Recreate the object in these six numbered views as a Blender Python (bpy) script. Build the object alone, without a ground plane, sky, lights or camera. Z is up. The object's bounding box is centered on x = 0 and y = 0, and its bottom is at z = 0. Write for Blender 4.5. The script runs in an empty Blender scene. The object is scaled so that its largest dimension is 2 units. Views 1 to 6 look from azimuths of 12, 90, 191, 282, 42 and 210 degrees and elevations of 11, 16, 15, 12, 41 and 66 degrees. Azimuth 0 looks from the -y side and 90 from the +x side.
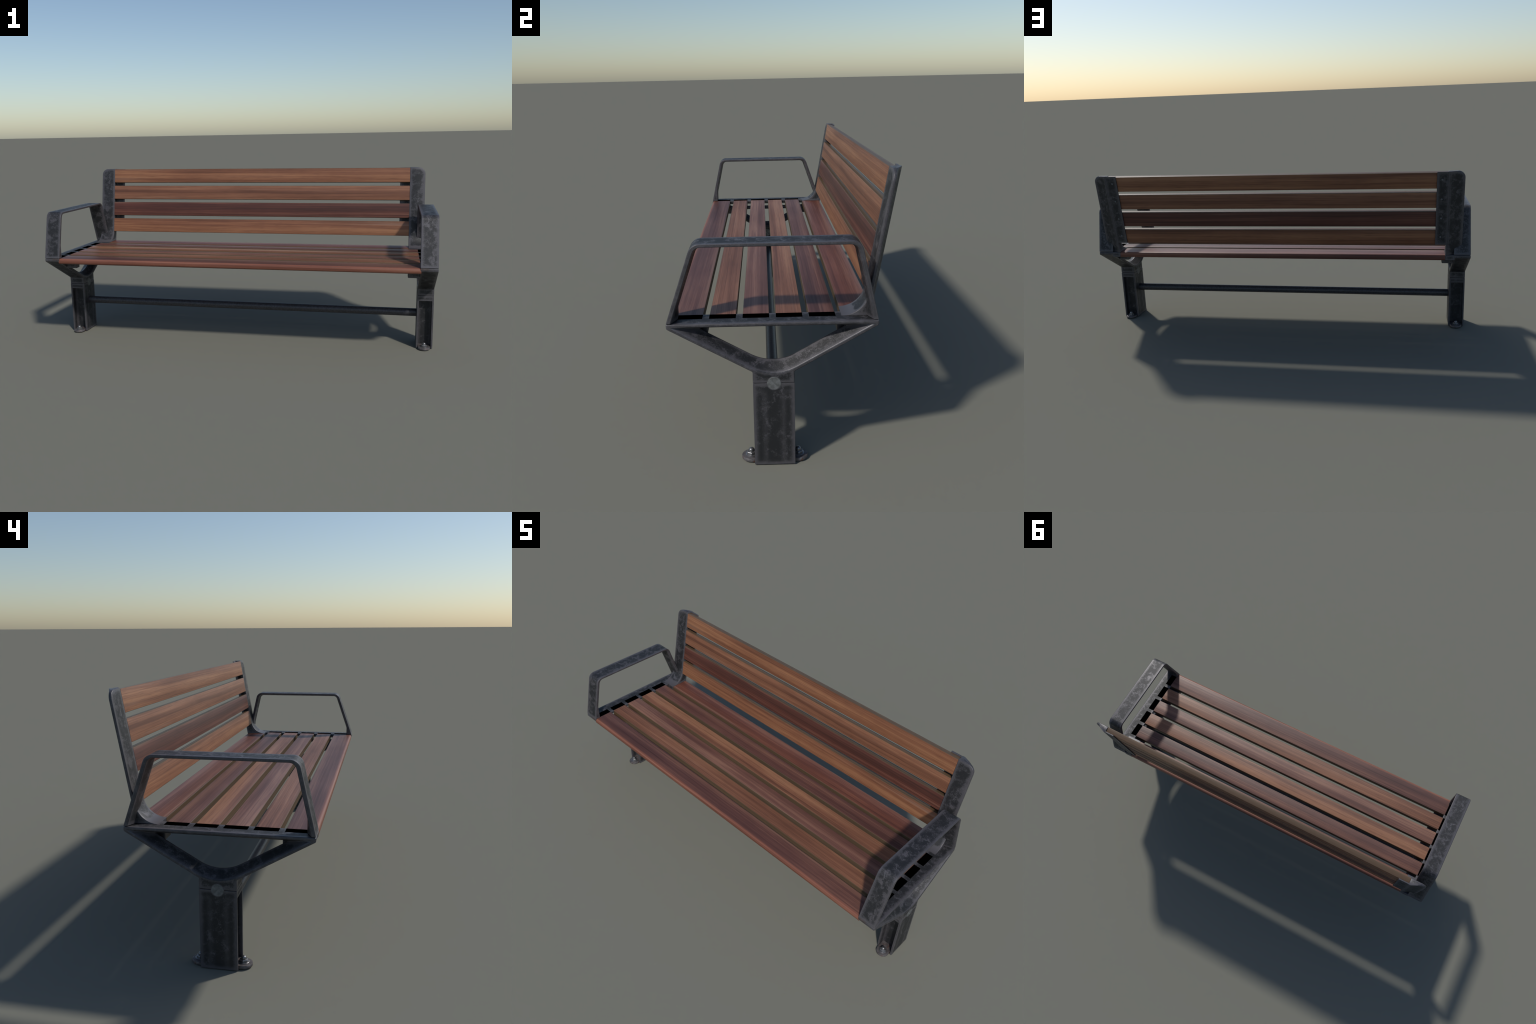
import bpy, bmesh, math
from mathutils import Vector, Matrix

# ------------------------------------------------------------------ sizes
CY = -0.0371             # fore-and-aft centre of the end frames
X_IN, X_OUT = 0.9180, 0.9998  # end frame, inner and outer side
Z_TOP = 0.4690           # top of seat slats and of the frame rail
SLAT_T = 0.0283          # slat thickness
BACK_T = 0.0275          # backrest slat thickness
TILT = 0.177             # backrest lean, dy/dz
Y_BACK_TOP, Z_BACK_TOP = 0.3127, 0.9000
OVERLAP_END = 0.9565        # outer end of the slat and rail overlap

def back_y(z):
    return Y_BACK_TOP - TILT * (Z_BACK_TOP - z)

# ------------------------------------------------------------------ node helpers
class Nodes:
    def __init__(self, name):
        self.mat = bpy.data.materials.new(name)
        self.mat.use_nodes = True
        self.t = self.mat.node_tree
        self.t.nodes.clear()
        self.out = self.t.nodes.new('ShaderNodeOutputMaterial')
        self.bsdf = self.t.nodes.new('ShaderNodeBsdfPrincipled')
        self.t.links.new(self.bsdf.outputs[0], self.out.inputs[0])
    def new(self, kind, **kw):
        n = self.t.nodes.new(kind)
        for k, v in kw.items():
            setattr(n, k, v)
        return n
    def link(self, a, b):
        self.t.links.new(a, b)
    def put(self, sock, v):
        if hasattr(v, 'node'):
            self.link(v, sock)
        else:
            sock.default_value = v
    def coords(self, scale=(1, 1, 1), loc=(0, 0, 0), rot=(0, 0, 0)):
        tc = self.new('ShaderNodeTexCoord')
        mp = self.new('ShaderNodeMapping')
        mp.inputs['Scale'].default_value = scale
        mp.inputs['Location'].default_value = loc
        mp.inputs['Rotation'].default_value = rot
        self.link(tc.outputs['Object'], mp.inputs['Vector'])
        return mp.outputs[0]
    def noise(self, vec, scale, detail=4, rough=0.55, dist=0.0):
        n = self.new('ShaderNodeTexNoise')
        self.link(vec, n.inputs['Vector'])
        n.inputs['Scale'].default_value = scale
        n.inputs['Detail'].default_value = detail
        n.inputs['Roughness'].default_value = rough
        n.inputs['Distortion'].default_value = dist
        return n.outputs[0]
    def remap(self, v, a, b, c=0.0, d=1.0):
        n = self.new('ShaderNodeMapRange', interpolation_type='SMOOTHSTEP')
        self.put(n.inputs[0], v)
        for i, x in enumerate((a, b, c, d)):
            n.inputs[i + 1].default_value = x
        return n.outputs[0]
    def math(self, op, a, b=0.0, clamp=False):
        n = self.new('ShaderNodeMath', operation=op, use_clamp=clamp)
        self.put(n.inputs[0], a)
        self.put(n.inputs[1], b)
        return n.outputs[0]
    def ramp(self, v, stops):
        n = self.new('ShaderNodeValToRGB')
        self.put(n.inputs[0], v)
        e = n.color_ramp.elements
        while len(e) < len(stops):
            e.new(0.5)
        for s, (p, c) in zip(e, stops):
            s.position = p
            s.color = (*c, 1)
        return n.outputs[0]
    def mix(self, f, a, b, mode='MIX'):
        n = self.new('ShaderNodeMix', data_type='RGBA', blend_type=mode)
        self.put(n.inputs[0], f)
        for s, v in ((n.inputs[6], a), (n.inputs[7], b)):
            if hasattr(v, 'node'):
                self.link(v, s)
            else:
                s.default_value = (*v, 1)
        return n.outputs[2]
    def bump(self, h, strength, dist):
        n = self.new('ShaderNodeBump')
        n.inputs['Strength'].default_value = strength
        n.inputs['Distance'].default_value = dist
        self.link(h, n.inputs['Height'])
        self.link(n.outputs[0], self.bsdf.inputs['Normal'])

# ------------------------------------------------------------------ materials
def cast_iron(name, shift=(0, 0, 0), dark=(0.014, 0.015, 0.017), pale=(0.086, 0.082, 0.091),
              bias=0.0, edge=0.46):
    """dark blotchy paint, worn to paler grey along the edges of each piece"""
    m = Nodes(name)
    v = m.coords(loc=shift)
    big = m.noise(v, 34, 3, 0.6, 0.6)
    fine = m.noise(v, 190, 8, 0.75, 1.8)
    grit = m.noise(v, 420, 3, 0.6)
    # scuffs: streaky noise in two tilted directions
    s1 = m.noise(m.coords((60, 60, 420), shift, (0.6, 0.9, 0.3)), 1.6, 4, 0.65, 0.8)
    s2 = m.noise(m.coords((420, 60, 60), shift, (0.4, -0.7, 1.1)), 1.6, 4, 0.65, 0.8)
    scuff = m.math('MAXIMUM', s1, s2)
    # worn rims, from the angle between the true and the rounded normal
    bev = m.new('ShaderNodeBevel', samples=10)
    bev.inputs['Radius'].default_value = 0.026
    geo = m.new('ShaderNodeNewGeometry')
    dot = m.new('ShaderNodeVectorMath', operation='DOT_PRODUCT')
    m.link(bev.outputs[0], dot.inputs[0])
    m.link(geo.outputs['Normal'], dot.inputs[1])
    rim = m.remap(m.math('SUBTRACT', 1.0, dot.outputs['Value']), 0.0, 0.07)
    f = m.math('ADD', m.math('MULTIPLY', big, 0.80), m.math('MULTIPLY', fine, 1.0))
    f = m.math('ADD', f, m.math('MULTIPLY', scuff, 0.50))
    f = m.math('ADD', f, m.math('MULTIPLY', rim, edge))
    f = m.math('ADD', f, bias)
    worn = m.remap(f, 1.14, 1.36)
    col = m.mix(worn, dark, pale)
    col = m.mix(m.remap(grit, 0.45, 0.7, 0.0, 0.20), col, (0.05, 0.049, 0.052))
    m.link(col, m.bsdf.inputs['Base Color'])
    m.link(m.remap(worn, 0, 1, 0.55, 0.42), m.bsdf.inputs['Roughness'])
    m.bsdf.inputs['Metallic'].default_value = 0.15
    m.bump(m.math('ADD', m.math('MULTIPLY', fine, 0.6), m.math('MULTIPLY', worn, 0.35)), 0.22, 0.0010)
    return m.mat

def plain(name, col, rough, metal=0.0, var=0.25, scale=60, rust=0.0):
    m = Nodes(name)
    v = m.coords()
    n = m.noise(v, scale, 4, 0.6)
    c = m.mix(m.remap(n, 0.3, 0.7), tuple(k * (1 - var) for k in col), tuple(k * (1 + var) for k in col))
    if rust:
        r = m.remap(m.noise(m.coords(loc=(3, 1, 2)), 38, 5, 0.65), 0.52, 0.66, 0.0, rust)
        c = m.mix(r, c, (0.085, 0.032, 0.020))
    m.link(c, m.bsdf.inputs['Base Color'])
    m.bsdf.inputs['Roughness'].default_value = rough
    m.bsdf.inputs['Metallic'].default_value = metal
    return m.mat

def wood(name, seed, dark, mid, light, contrast=1.0, streak=0.0, nose=None, half=0.04, grime=(1, 1)):
    """oiled hardwood: grain runs along local x, width along local y"""
    m = Nodes(name)
    sh = (seed * 1.37, seed * 0.61, seed * 0.23)
    warp = m.noise(m.coords((0.9, 5, 5), sh), 1.0, 3, 0.5)
    tc = m.coords((0.22, 17, 17), sh)
    add = m.new('ShaderNodeVectorMath', operation='MULTIPLY_ADD')
    m.link(warp, add.inputs[0])
    add.inputs[1].default_value = (0.0, 0.9, 0.4)
    m.link(tc, add.inputs[2])
    bands = m.noise(add.outputs[0], 1.5, 5, 0.62, 0.2)
    lines = m.noise(m.coords((0.7, 150, 150), sh), 1.4, 4, 0.6, 0.3)
    pores = m.noise(m.coords((14, 420, 420), sh), 1.0, 2, 0.5)
    cloud = m.noise(m.coords((2.4, 6, 6), sh), 1.0, 3, 0.5)
    f = m.math('ADD', m.math('MULTIPLY', m.math('SUBTRACT', bands, 0.5), 2.5 * contrast),
               m.math('MULTIPLY', m.math('SUBTRACT', lines, 0.5), 1.25 * contrast))
    f = m.math('ADD', f, m.math('MULTIPLY', m.math('SUBTRACT', cloud, 0.5), 0.7))
    f = m.math('ADD', f, 0.5, clamp=True)
    c = m.ramp(f, [(0.05, dark), (0.5, mid), (0.95, light)])
    c = m.mix(m.remap(pores, 0.52, 0.72, 0.0, 0.35), c, tuple(k * 0.55 for k in dark))
    # weathered pale streaks along the grain
    pale = m.noise(m.coords((0.8, 42, 42), (sh[0] + 5, sh[1], sh[2])), 1.0, 3, 0.55, 0.3)
    c = m.mix(m.remap(pale, 0.60, 0.72, 0.0, 0.28 + streak), c, (0.25, 0.155, 0.112))
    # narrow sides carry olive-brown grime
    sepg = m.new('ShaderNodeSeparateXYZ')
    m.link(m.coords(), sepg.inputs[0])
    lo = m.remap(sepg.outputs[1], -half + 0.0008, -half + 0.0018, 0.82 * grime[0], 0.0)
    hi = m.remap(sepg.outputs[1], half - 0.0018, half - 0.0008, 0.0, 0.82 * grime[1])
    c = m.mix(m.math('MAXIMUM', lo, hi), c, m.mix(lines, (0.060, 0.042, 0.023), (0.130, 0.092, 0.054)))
    if nose is not None:      # redder band along the rounded front edge
        sep = m.new('ShaderNodeSeparateXYZ')
        m.link(m.coords(), sep.inputs[0])
        k = m.math('ADD', sep.outputs[1], m.math('MULTIPLY', m.math('SUBTRACT', lines, 0.5), 0.02))
        red = m.ramp(f, [(0.05, (0.115, 0.040, 0.026)), (0.5, (0.185, 0.068, 0.043)), (0.95, (0.255, 0.112, 0.074))])
        c = m.mix(m.remap(k, nose, nose + 0.008, 1.0, 0.0), c, red)
    m.link(c, m.bsdf.inputs['Base Color'])
    m.link(m.remap(f, 0, 1, 0.50, 0.43), m.bsdf.inputs['Roughness'])
    m.bsdf.inputs['Specular IOR Level'].default_value = 0.40
    m.bump(m.math('ADD', m.math('MULTIPLY', lines, 0.6), m.math('MULTIPLY', pores, 0.4)), 0.25, 0.0010)
    return m.mat

IRON = cast_iron('cast_iron')
IRON_LEG = cast_iron('cast_iron_leg', (1.7, 0.4, 2.2), bias=-0.06, edge=0.40)
IRON_ARM = cast_iron('cast_iron_armrest', (4.1, 2.4, 0.2))
IRON_POST = cast_iron('cast_iron_post', (0.3, 5.4, 1.2))
TUBE = plain('dark_steel_tube', (0.045, 0.045, 0.052), 0.42, 0.2, 0.3, 120)
CAP = plain('grey_plug', (0.115, 0.12, 0.12), 0.55, 0.0, 0.3, 90)
STEEL = plain('bolt_steel', (0.22, 0.22, 0.225), 0.30, 0.75, 0.25, 150)
FOOT = plain('rusty_foot_iron', (0.085, 0.078, 0.080), 0.5, 0.15, 0.35, 70, rust=0.8)
SCREW = plain('screw_head', (0.12, 0.125, 0.128), 0.5, 0.2, 0.2, 200)
BLACK = plain('flat_black', (0.0004, 0.0004, 0.0004), 1.0, 0.0, 0.0)  # near-black without gloss, for the flush plates beyond the seat slat ends
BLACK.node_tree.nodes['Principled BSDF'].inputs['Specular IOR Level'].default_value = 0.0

# ------------------------------------------------------------------ mesh helpers
def finish(bm, name, mat, parent, bevel=0.0, segs=2, angle=35, origin=None, doubles=True):
    if doubles:
        bmesh.ops.remove_doubles(bm, verts=bm.verts, dist=1e-6)
    bmesh.ops.recalc_face_normals(bm, faces=bm.faces)
    me = bpy.data.meshes.new(name)
    bm.to_mesh(me)
    bm.free()
    ob = bpy.data.objects.new(name, me)
    bpy.context.scene.collection.objects.link(ob)
    me.materials.append(mat)
    if origin is not None:
        ob.location = origin
    if parent is not None:
        ob.parent = parent
        ob.matrix_parent_inverse = Matrix.Translation(-parent.matrix_world.translation)
    if bevel:
        b = ob.modifiers.new('bevel', 'BEVEL')
        b.width = bevel
        b.segments = segs
        b.limit_method = 'ANGLE'
        b.angle_limit = math.radians(angle)
        b.use_clamp_overlap = False
        b.harden_normals = True
    me.polygons.foreach_set('use_smooth', [True] * len(me.polygons))
    me.set_sharp_from_angle(angle=math.radians(40))
    bpy.context.view_layer.update()
    return ob

def add_box(bm, x0, x1, y0, y1, z0, z1):
    vs = [bm.verts.new((x, y, z)) for x in (x0, x1) for y in (y0, y1) for z in (z0, z1)]
    for f in ((0, 1, 3, 2), (4, 6, 7, 5), (0, 4, 5, 1), (2, 3, 7, 6), (0, 2, 6, 4), (1, 5, 7, 3)):
        bm.faces.new([vs[i] for i in f])

def add_prism(bm, pts, x0, x1):
    """extrude a (y, z) outline along x"""
    a = [bm.verts.new((x0, y, z)) for y, z in pts]
    b = [bm.verts.new((x1, y, z)) for y, z in pts]
    bm.faces.new(a)
    bm.faces.new(b[::-1])
    n = len(pts)
    for i in range(n):
        bm.faces.new((a[i], b[i], b[(i + 1) % n], a[(i + 1) % n]))

def add_loft(bm, rings):
    """closed skin through rings of equal vertex count"""
    vr = [[bm.verts.new(p) for p in r] for r in rings]
    n = len(vr[0])
    for a, b in zip(vr, vr[1:]):
        for i in range(n):
            bm.faces.new((a[i], a[(i + 1) % n], b[(i + 1) % n], b[i]))
    bm.faces.new(vr[0][::-1])
    bm.faces.new(vr[-1])

def add_lathe(bm, prof, centre, axis='z', n=40):
    """prof: (radius, height) pairs, closed with caps"""
    rings = []
    for r, h in prof:
        ring = []
        for i in range(n):
            a = 2 * math.pi * i / n
            u, w = r * math.cos(a), r * math.sin(a)
            p = (u, w, h) if axis == 'z' else (h, u, w)
            ring.append(Vector(centre) + Vector(p))
        rings.append(ring)
    add_loft(bm, rings)

def mirror(bm, side):
    if side < 0:
        for v in bm.verts:
            v.co.x = -v.co.x

def fillet(p0, corner, p1, r, n=8):
    """points of a round of radius r at a corner of a polyline in 2D"""
    c = Vector(corner)
    a = (Vector(p0) - c).normalized()
    b = (Vector(p1) - c).normalized()
    half = a.angle(b) / 2
    t = r / math.tan(half)
    mid = c + (a + b).normalized() * (r / math.sin(half))
    s, e = c + a * t - mid, c + b * t - mid
    full = s.angle(e)
    out = []
    for i in range(n + 1):
        k = i / n
        out.append(tuple(mid + (s * math.sin((1 - k) * full) + e * math.sin(k * full)) / math.sin(full)))
    return out

# ------------------------------------------------------------------ the bench
bench = bpy.data.objects.new('park_bench', None)
bpy.context.scene.collection.objects.link(bench)
bench['label'] = 'wooden slat park bench on dark worn cast iron frames with armrests'
bench['category'] = 'park bench'
bpy.context.view_layer.update()

# --- side frame: rail on top, V-shaped yoke, block on top of the leg (one casting)
HALF_TIP, HALF_LEG = 0.3105, 0.0625
V_SLOPE = 0.5720
Z_LEGTOP = 0.3126        # where the yoke meets the leg
Z_SEAM = 0.2760

def yoke_outer(dy):      # underside of the yoke at distance dy from the centre
    return Z_LEGTOP + V_SLOPE * (dy - HALF_LEG)

def yoke_hole(rail_bottom, lift, valley):
    """half outline of the opening (dy >= 0), from tip to valley centre: (dy, z)"""
    corner = yoke_outer(0) + lift
    ang = math.atan(V_SLOPE)
    r = (valley - corner) / (1 / math.cos(ang) - 1)
    zc = valley + r
    tip = HALF_LEG + (rail_bottom - 0.0035 - lift - Z_LEGTOP) / V_SLOPE
    pts = [(tip, rail_bottom - 0.0035)]
    y_t = r * math.sin(ang)
    def arc(d):
        return zc - math.sqrt(r * r - d * d) if d < y_t else yoke_outer(d) + lift
    lo = 0.088
    for k in (0.66, 0.33, 0.0):
        d = lo + (tip - lo) * k
        pts.append((d, arc(d)))
    for d in (0.0755, 0.0625, 0.050, 0.038, 0.025, 0.0125, 0.0):
        pts.append((d, arc(d)))
    return pts, tip

X_MID = 0.959
def build_frame(side):
    """bars are thin at both rims (x) and have a ridge along the middle of the opening"""
    bm = bmesh.new()
    LEG_I = 5                 # index of the half-outline point above the leg's corner
    def both(half, tip, rail_b, x):
        left = [(CY - d, z) for d, z in half]
        right = [(CY + d, z) for d, z in half[:-1]][::-1]
        ks = (1.0, 0.8, 0.55, 0.25)
        rail = [(CY + tip * k, rail_b) for k in ks] + [(CY, rail_b)] + [(CY - tip * k, rail_b) for k in ks[::-1]]
        return left + right + rail, rail
    rim, tip_r = yoke_hole(0.4590, 0.0115, 0.3091)
    mid, tip_m = yoke_hole(0.4425, 0.0397, 0.3370)
    hr, rail = both(rim, tip_r, 0.4590, 0)
    rim_i, tip_i = yoke_hole(0.4560, 0.0150, 0.3128)
    hi, _ = both(rim_i, tip_i, 0.4560, 0)
    hm, _ = both(mid, tip_m, 0.4425, 0)
    outer = []
    for i, (d, z) in enumerate(rim):
        if i == 0:
            outer.append((CY - HALF_TIP, yoke_outer(HALF_TIP)))
        elif i < LEG_I:
            outer.append((CY - d, yoke_outer(d)))
        elif i == LEG_I:
            outer.append((CY - HALF_LEG, Z_LEGTOP))
        else:
            outer.append((CY - d, Z_SEAM))
    outer += [(2 * CY - y, z) for y, z in outer[:-1]][::-1]
    outer += [(y, Z_TOP) for y, z in rail]
    outer[-len(rail)] = (CY + HALF_TIP, Z_TOP)
    outer[-1] = (CY - HALF_TIP, Z_TOP)
    V = lambda x, pts: [bm.verts.new((x, y, z)) for y, z in pts]
    H0, HM, H1 = V(X_IN, hi), V(X_MID, hm), V(X_OUT, hr)
    O0, O1 = V(X_IN, outer), V(X_OUT, outer)
    ex = [[bm.verts.new((x, CY + s * HALF_LEG, Z_SEAM)) for s in (-1, 1)] for x in (X_IN, X_OUT)]
    n = len(H0)
    last = len(rim) - 1
    L, R = LEG_I, 2 * last - LEG_I
    for i in range(n):
        j = (i + 1) % n
        c = 0 if i == L else 1 if j == R else None
        for key, (H, O) in enumerate(((H0, O0), (H1, O1))):
            f = [H[i], O[i]] + ([] if c is None else [ex[key][c]]) + [O[j], H[j]]
            bm.faces.new(f if key else f[::-1])
        bm.faces.new((H0[i], HM[i], HM[j], H0[j]))
        bm.faces.new((HM[i], H1[i], H1[j], HM[j]))
        if c is None:
            bm.faces.new((O0[i], O1[i], O1[j], O0[j]))
        else:
            bm.faces.new((O0[i], O1[i], ex[1][c], ex[0][c]))
            bm.faces.new((ex[0][c], ex[1][c], O1[j], O0[j]))
    mirror(bm, side)
    ob = finish(bm, 'side_frame', IRON, bench, bevel=0.0036, segs=3, angle=50)
    return ob

# --- armrest: ribbon loop, flat outside, low ridge inside; the two arms face opposite ways
def build_armrest(side):
    zb, zt = 0.4703, 0.7079
    fs, rs = 0.350, 0.227      # lean of the front and rear uprights
    yf, yr = -0.3476, 0.2728
    def path(hor, top, r, gf=None, gr=None):
        """one lengthwise line: upright inset, top inset, bend radius, foot widening"""
        z1 = zt - top
        a = (yf + hor, zb)
        c0 = (yf + hor + fs * (z1 - zb), z1)
        c1 = (yr - hor - rs * (z1 - zb), z1)
        b = (yr - hor, zb)
        zf = zb + ((gf - yf - hor) / fs if gf is not None else 0.036)
        zr = zb + ((yr - hor - gr) / rs if gr is not None else 0.055)
        p = [(a[0] if gf is None else gf, zb), (yf + hor + fs * (zf - zb), zf)]
        p += [(yf + hor + fs * (0.6 - zb), 0.6)]
        p += fillet(a, c0, c1, r, 9) + fillet(c0, c1, b, r * 0.93, 9)
        p += [(yr - hor - rs * (0.6 - zb), 0.6)]
        p += [(yr - hor - rs * (zr - zb), zr), (b[0] if gr is None else gr, zb)]
        return p
    outer = path(0.0, 0.0, 0.036)
    edge = path(0.0136, 0.0096, 0.026)
    edge_in = path(0.0136, 0.0096, 0.026, -0.3180, 0.2432)
    ridge = path(0.0205, 0.0165, 0.021, -0.3160, 0.2414)
    bm = bmesh.new()
    rings = []
    for o, e, ei, g in zip(outer, edge, edge_in, ridge):
        rings.append([(X_IN, *o), (X_OUT, *o), (X_OUT, *e), (0.959, *g), (X_IN, *ei)])
    add_loft(bm, rings)
    if side < 0:               # half turn about the frame's own centre
        for v in bm.verts:
            v.co.x, v.co.y = -v.co.x, 2 * CY - 0.0004 - v.co.y
    return finish(bm, 'armrest', IRON_ARM, bench, bevel=0.0026, segs=3, angle=32)

# --- back post: thin rounded outer edge, thick inner side, swept foot, flange behind the slats
PX0, PX1 = 0.8757, 0.9572
FLANGE_X = 0.8235
def build_post(side):
    bm = bmesh.new()
    R = 0.081
    t = R * math.tan(math.radians(40.0))
    y_c = back_y(Z_TOP)
    arc = fillet((y_c - 0.2, Z_TOP + 0.0006), (y_c, Z_TOP + 0.0006), (back_y(0.8), 0.8), R, 16)
    lines = [(y, z) for y, z in arc]
    for z in (0.58, 0.64, 0.70, 0.76, 0.82):
        lines.append((back_y(z), z))
    rc = 0.034
    for i in range(9):
        a = math.pi / 2 * i / 8
        lines.append((None, Z_BACK_TOP - rc + rc * math.sin(a)))
    def section(y, z, shrink=0.0):
        yp = back_y(z)
        yf = yp if y is None else min(y, yp)
        h = max(0.0, z - (Z_BACK_TOP - rc))
        xo = PX1 - rc + math.sqrt(max(0.0, rc * rc - h * h)) - shrink
        k = shrink
        pts = [(PX0 + k, yf + k), (xo, yf + k), (xo, yp + 0.0098 - k),
               (min(0.916, xo - 0.010), yp + 0.0212 - k), (min(0.886, xo - 0.028), yp + 0.0350 - k),
               (PX0 + k, yp + 0.0356 - k)]
        rad = [0.0015, 0.0036, 0.0036, 0.010, 0.010, 0.0015]
        out = []
        for i in range(6):
            out += fillet(pts[i - 1], pts[i], pts[(i + 1) % 6], rad[i], 4)
        return [(x, yy, z) for x, yy in out]
    rings = [section(y, z) for y, z in lines[:-1]]
    rings.append(section(None, Z_BACK_TOP - 0.0012, 0.0006))
    rings.append(section(None, Z_BACK_TOP - 0.0002, 0.0016))
    add_loft(bm, rings)
    mirror(bm, side)
    post = finish(bm, 'back_post', IRON_POST, bench)
    # base of the post, level with the rail, beside the last seat slat
    bm = bmesh.new()
    add_box(bm, PX0 - 0.0002, 0.9230, 0.1700, 0.2722, Z_TOP - SLAT_T + 0.0010, Z_TOP - 0.0004)
    mirror(bm, side)
    finish(bm, 'post_base', IRON, post, bevel=0.0020, segs=2)
    # flange carrying the slats
    bm = bmesh.new()
    z0, z1 = 0.5245, 0.8985
    d0, d1 = BACK_T / math.cos(math.atan(TILT)) + 0.0001, 0.0344
    add_prism(bm, [(back_y(z0) + d0, z0), (back_y(z0) + d1, z0), (back_y(z1) + d1, z1), (back_y(z1) + d0, z1)],
              FLANGE_X, 0.884)
    mirror(bm, side)
    fl = finish(bm, 'flange', IRON_POST, post, bevel=0.0015, segs=2)
    return post

def build_screw(parent, side, z):
    bm = bmesh.new()
    add_lathe(bm, [(0.0046, -0.001), (0.0046, 0.0006), (0.0036, 0.0013), (0.0012, 0.0016)], (0, 0, 0), 'z', 16)
    rot = Matrix.Rotation(math.radians(-90) - math.atan(TILT), 4, 'X')
    bmesh.ops.transform(bm, matrix=rot, verts=bm.verts)
    return finish(bm, 'screw', SCREW, parent, origin=(side * 0.848, back_y(z) + 0.0344, z))

# --- leg: H-section column
Z_WINDOW = 0.2500
def build_leg(side):
    bm = bmesh.new()
    y0, y1 = CY - HALF_LEG, CY + HALF_LEG
    w = 0.0085
    web = 0.026
    xa, xb = X_IN + w, X_OUT - w
    sec = [(X_IN, y0), (xa, y0), (xa, CY - web), (xb, CY - web), (xb, y0), (X_OUT, y0),
           (X_OUT, y1), (xb, y1), (xb, CY + web), (xa, CY + web), (xa, y1), (X_IN, y1)]
    lo = [bm.verts.new((x, y, 0.0)) for x, y in sec]
    md = [bm.verts.new((x, y, Z_WINDOW)) for x, y in sec]
    n = len(sec)
    bm.faces.new(lo[::-1])
    for i in range(n):
        bm.faces.new((lo[i], lo[(i + 1) % n], md[(i + 1) % n], md[i]))
    # roofs of the two channels, then the solid head
    bm.faces.new((md[1], md[2], md[3], md[4]))
    bm.faces.new((md[7], md[8], md[9], md[10]))
    hd = [bm.verts.new((x, y, Z_SEAM - 0.0001)) for x, y in (sec[0], sec[1], sec[4], sec[5], sec[6], sec[7], sec[10], sec[11])]
    base = [md[0], md[1], md[4], md[5], md[6], md[7], md[10], md[11]]
    for i in range(8):
        bm.faces.new((base[i], base[(i + 1) % 8], hd[(i + 1) % 8], hd[i]))
    bm.faces.new(hd)
    mirror(bm, side)
    leg = finish(bm, 'leg', IRON_LEG, bench, bevel=0.0010, segs=2)
    for xs, sgn in ((X_OUT, 1), (X_IN, -1)):
        bm = bmesh.new()
        add_lathe(bm, [(0.0208, -0.004), (0.0208, -0.0002), (0.0200, 0.0006), (0.0120, 0.0008)], (0, 0, 0), 'x', 48)
        if sgn * side < 0:
            for v in bm.verts:
                v.co.x = -v.co.x
        finish(bm, 'plug', CAP, leg, origin=(side * xs, CY + 0.0008, 0.2758))
        bm = bmesh.new()
        add_lathe(bm, [(0.0226, -0.004), (0.0226, 0.0003), (0.0209, 0.0003), (0.0209, -0.004)], (0, 0, 0), 'x', 48)
        if sgn * side < 0:
            for v in bm.verts:
                v.co.x = -v.co.x
        finish(bm, 'plug_rim', IRON_LEG, leg, origin=(side * xs, CY + 0.0008, 0.2758))
    for s in (-1, 1):
        yc = CY + s * 0.0735
        xc = side * 0.9575
        bm = bmesh.new()
        add_lathe(bm, [(0.0285, 0.0), (0.0302, 0.002), (0.0302, 0.0085), (0.0285, 0.0108), (0.024, 0.0118)], (0, 0, 0), 'z', 40)
        finish(bm, 'anchor_foot', FOOT, leg, origin=(xc, yc, 0.0))
        bm = bmesh.new()
        add_box(bm, -0.0296, 0.0296, min(0, -s * 0.049), max(0, -s * 0.049), 0.0004, 0.0113)
        finish(bm, 'anchor_tongue', FOOT, leg, origin=(xc, yc, 0.0))
        bm = bmesh.new()
        add_lathe(bm, [(0.0185, 0.0), (0.0185, 0.0022), (0.0170, 0.0032)], (0, 0, 0), 'z', 32)
        finish(bm, 'washer', STEEL, leg, origin=(xc, yc, 0.0112))
        bm = bmesh.new()
        add_lathe(bm, [(0.0142, 0.0), (0.0156, 0.0015), (0.0156, 0.0070), (0.0135, 0.0092)], (0, 0, 0), 'z', 6)
        finish(bm, 'nut', STEEL, leg, bevel=0.0008, origin=(xc, yc, 0.0138))
        bm = bmesh.new()
        add_lathe(bm, [(0.0088, 0.0), (0.0088, 0.0050)] + [(0.0088 * math.cos(a), 0.0050 + 0.0072 * math.sin(a))
                  for a in (0.35, 0.7, 1.05, 1.35)], (0, 0, 0), 'z', 24)
        finish(bm, 'bolt', STEEL, leg, origin=(xc, yc, 0.0222))
    return leg

# --- bracket under the slats, with a lug onto each arm of the yoke
def build_bracket(side):
    bm = bmesh.new()
    z1 = Z_TOP - SLAT_T - 0.0004
    x0 = 0.8636
    add_box(bm, x0 + 0.0004, 0.9135, CY - 0.225, CY + 0.225, 0.4285, z1)
    br = None
    for s in (-1, 1):
        ya, yb = sorted((CY + s * 0.196, CY + s * 0.2310))
        add_box(bm, x0, 0.925, ya, yb, 0.4042, z1 - 0.0003)
    mirror(bm, side)
    return finish(bm, 'slat_bracket', IRON, bench, bevel=0.0045, segs=3, doubles=False)

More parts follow.
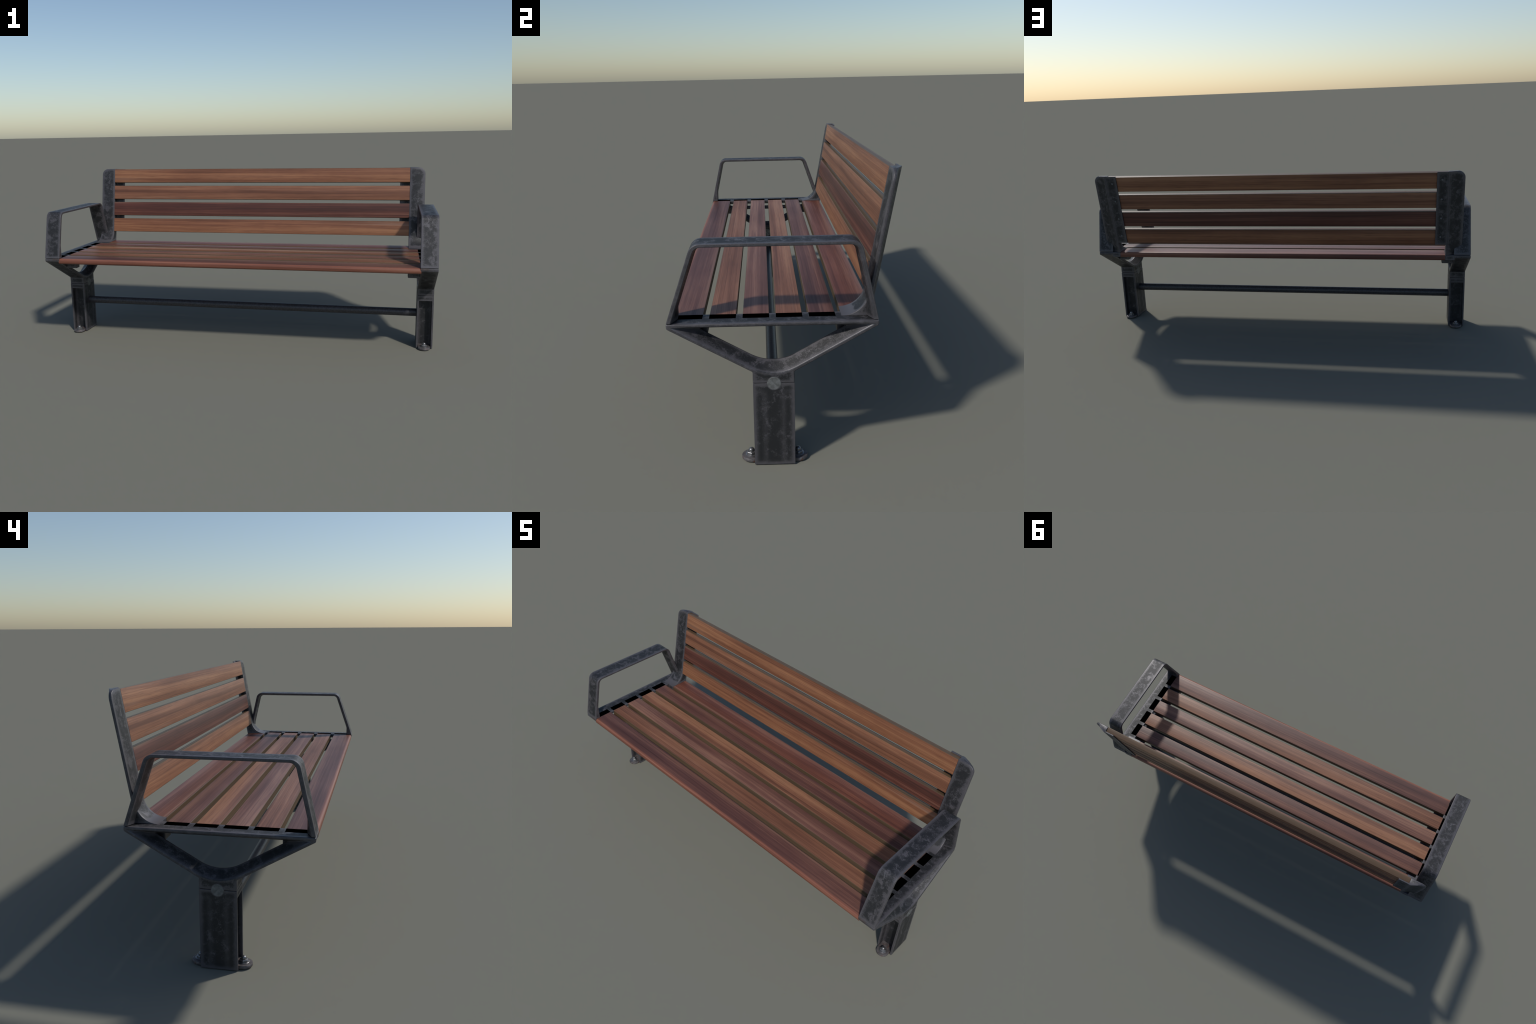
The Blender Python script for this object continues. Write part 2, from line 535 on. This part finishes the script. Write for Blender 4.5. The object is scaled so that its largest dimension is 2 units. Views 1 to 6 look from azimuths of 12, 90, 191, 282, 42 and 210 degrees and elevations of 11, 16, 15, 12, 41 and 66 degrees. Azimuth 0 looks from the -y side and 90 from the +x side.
# --- slats
TONES = dict(
    plum=((0.060, 0.024, 0.020), (0.108, 0.046, 0.036), (0.190, 0.090, 0.061)),
    mauve=((0.085, 0.036, 0.028), (0.148, 0.066, 0.048), (0.240, 0.122, 0.082)),
    tan=((0.110, 0.044, 0.025), (0.200, 0.086, 0.048), (0.300, 0.146, 0.080)),
    rust=((0.078, 0.027, 0.019), (0.132, 0.047, 0.031), (0.205, 0.087, 0.055)),
    amber=((0.105, 0.040, 0.021), (0.200, 0.082, 0.042), (0.305, 0.144, 0.073)),
    brick=((0.052, 0.018, 0.013), (0.100, 0.034, 0.024), (0.175, 0.074, 0.050)),
)

def slat_outline(w, t, round_low=0.0014, round_high=0.0014):
    """cross-section in local (y, z): front edge at -w/2, top at +t/2"""
    h, k = w / 2, t / 2
    c = [(-h, -k), (h, -k), (h, k), (-h, k)]
    rad = [min(round_low, k * 0.95), 0.0070 if round_high > 0.004 else 0.0014, round_high, round_low]
    out = []
    for i in range(4):
        out += fillet(c[i - 1], c[i], c[(i + 1) % 4], rad[i], 6 if rad[i] > 0.004 else 3)
    return out

def build_slat(name, length, w, centre, tilt, mat, rl=0.0014, rh=0.0014, thick=SLAT_T):
    bm = bmesh.new()
    pts = slat_outline(w, thick, rl, rh)
    add_prism(bm, pts, -length / 2, length / 2)
    ob = finish(bm, name, mat, bench)
    ob.location = centre
    ob.rotation_euler = (tilt, 0, 0)
    return ob

def build_seat():
    rows = [(-0.3466, -0.2452, 'plum', 0.9222), (-0.2252, -0.1455, 'tan', 0.9222), (-0.1256, -0.0464, 'mauve', 0.9222),
            (-0.0262, 0.0526, 'tan', 0.9222), (0.0722, 0.1511, 'plum', 0.9222), (0.1701, 0.2718, 'rust', 0.8752)]
    for i, (a, b, tone, xe) in enumerate(rows):
        m = wood('seat_wood_' + tone + '_' + 'abcdef'[i], 3.1 + i * 2.7, *TONES[tone], streak=0.15 if i in (2, 5) else 0.0,
                 nose=-(b - a) / 2 + 0.008 if i == 0 else None,
                 half=(b - a) / 2, grime=(0 if i == 0 else 1, 0 if i == 5 else 1))
        build_slat('seat_slat', 2 * xe, b - a, (0, (a + b) / 2, Z_TOP - SLAT_T / 2), 0.0, m,
                   0.0110 if i == 0 else 0.0014, 0.0090 if i == 5 else 0.0014)
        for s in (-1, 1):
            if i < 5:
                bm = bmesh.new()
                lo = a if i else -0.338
                x0, x1 = sorted((s * 0.9224, s * OVERLAP_END))
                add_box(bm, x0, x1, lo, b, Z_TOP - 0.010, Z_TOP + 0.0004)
                finish(bm, 'flush_black_plate', BLACK, bench)
    for s in (-1, 1):          # blind end of the front slat showing in the rail
        bm = bmesh.new()
        x0, x1 = sorted((s * 0.9190, s * OVERLAP_END))
        add_prism(bm, [(-0.3480, 0.4600), (-0.3480, 0.4664), (-0.3455, 0.4693), (-0.336, 0.4693), (-0.336, 0.4600)], x0, x1)
        finish(bm, 'slat_end', END_WOOD, bench, bevel=0.0006)

def build_back():
    zc = [0.8590, 0.7610, 0.6640, 0.5670]
    for i, (z, tone) in enumerate(zip(zc, ('amber', 'tan', 'brick', 'amber'))):
        m = wood('back_wood_' + tone + '_' + 'abcd'[i], 31.0 + i * 3.9, *TONES[tone], streak=0.2 if i == 3 else 0.0, half=0.04015)
        ang = math.atan(TILT)
        n = Vector((0, math.cos(ang), -math.sin(ang)))
        c = Vector((0, back_y(z), z)) + n * (BACK_T / 2)
        # local top (+z) is the sitting side
        build_slat('backrest_slat', 2 * 0.8754, 0.0803, c, math.pi / 2 - ang, m, thick=BACK_T)

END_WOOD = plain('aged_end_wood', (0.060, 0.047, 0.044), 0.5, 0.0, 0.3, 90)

for side in (1, -1):
    build_frame(side)
    build_armrest(side)
    post = build_post(side)
    for z in (0.859, 0.762, 0.664, 0.566):
        build_screw(post, side, z)
    build_leg(side)
    build_bracket(side)
build_seat()
build_back()

bm = bmesh.new()
add_lathe(bm, [(0.0203, -X_IN - 0.004), (0.0203, X_IN + 0.004)], (0, CY, 0.1722), 'x', 40)
finish(bm, 'crossbar', TUBE, bench)
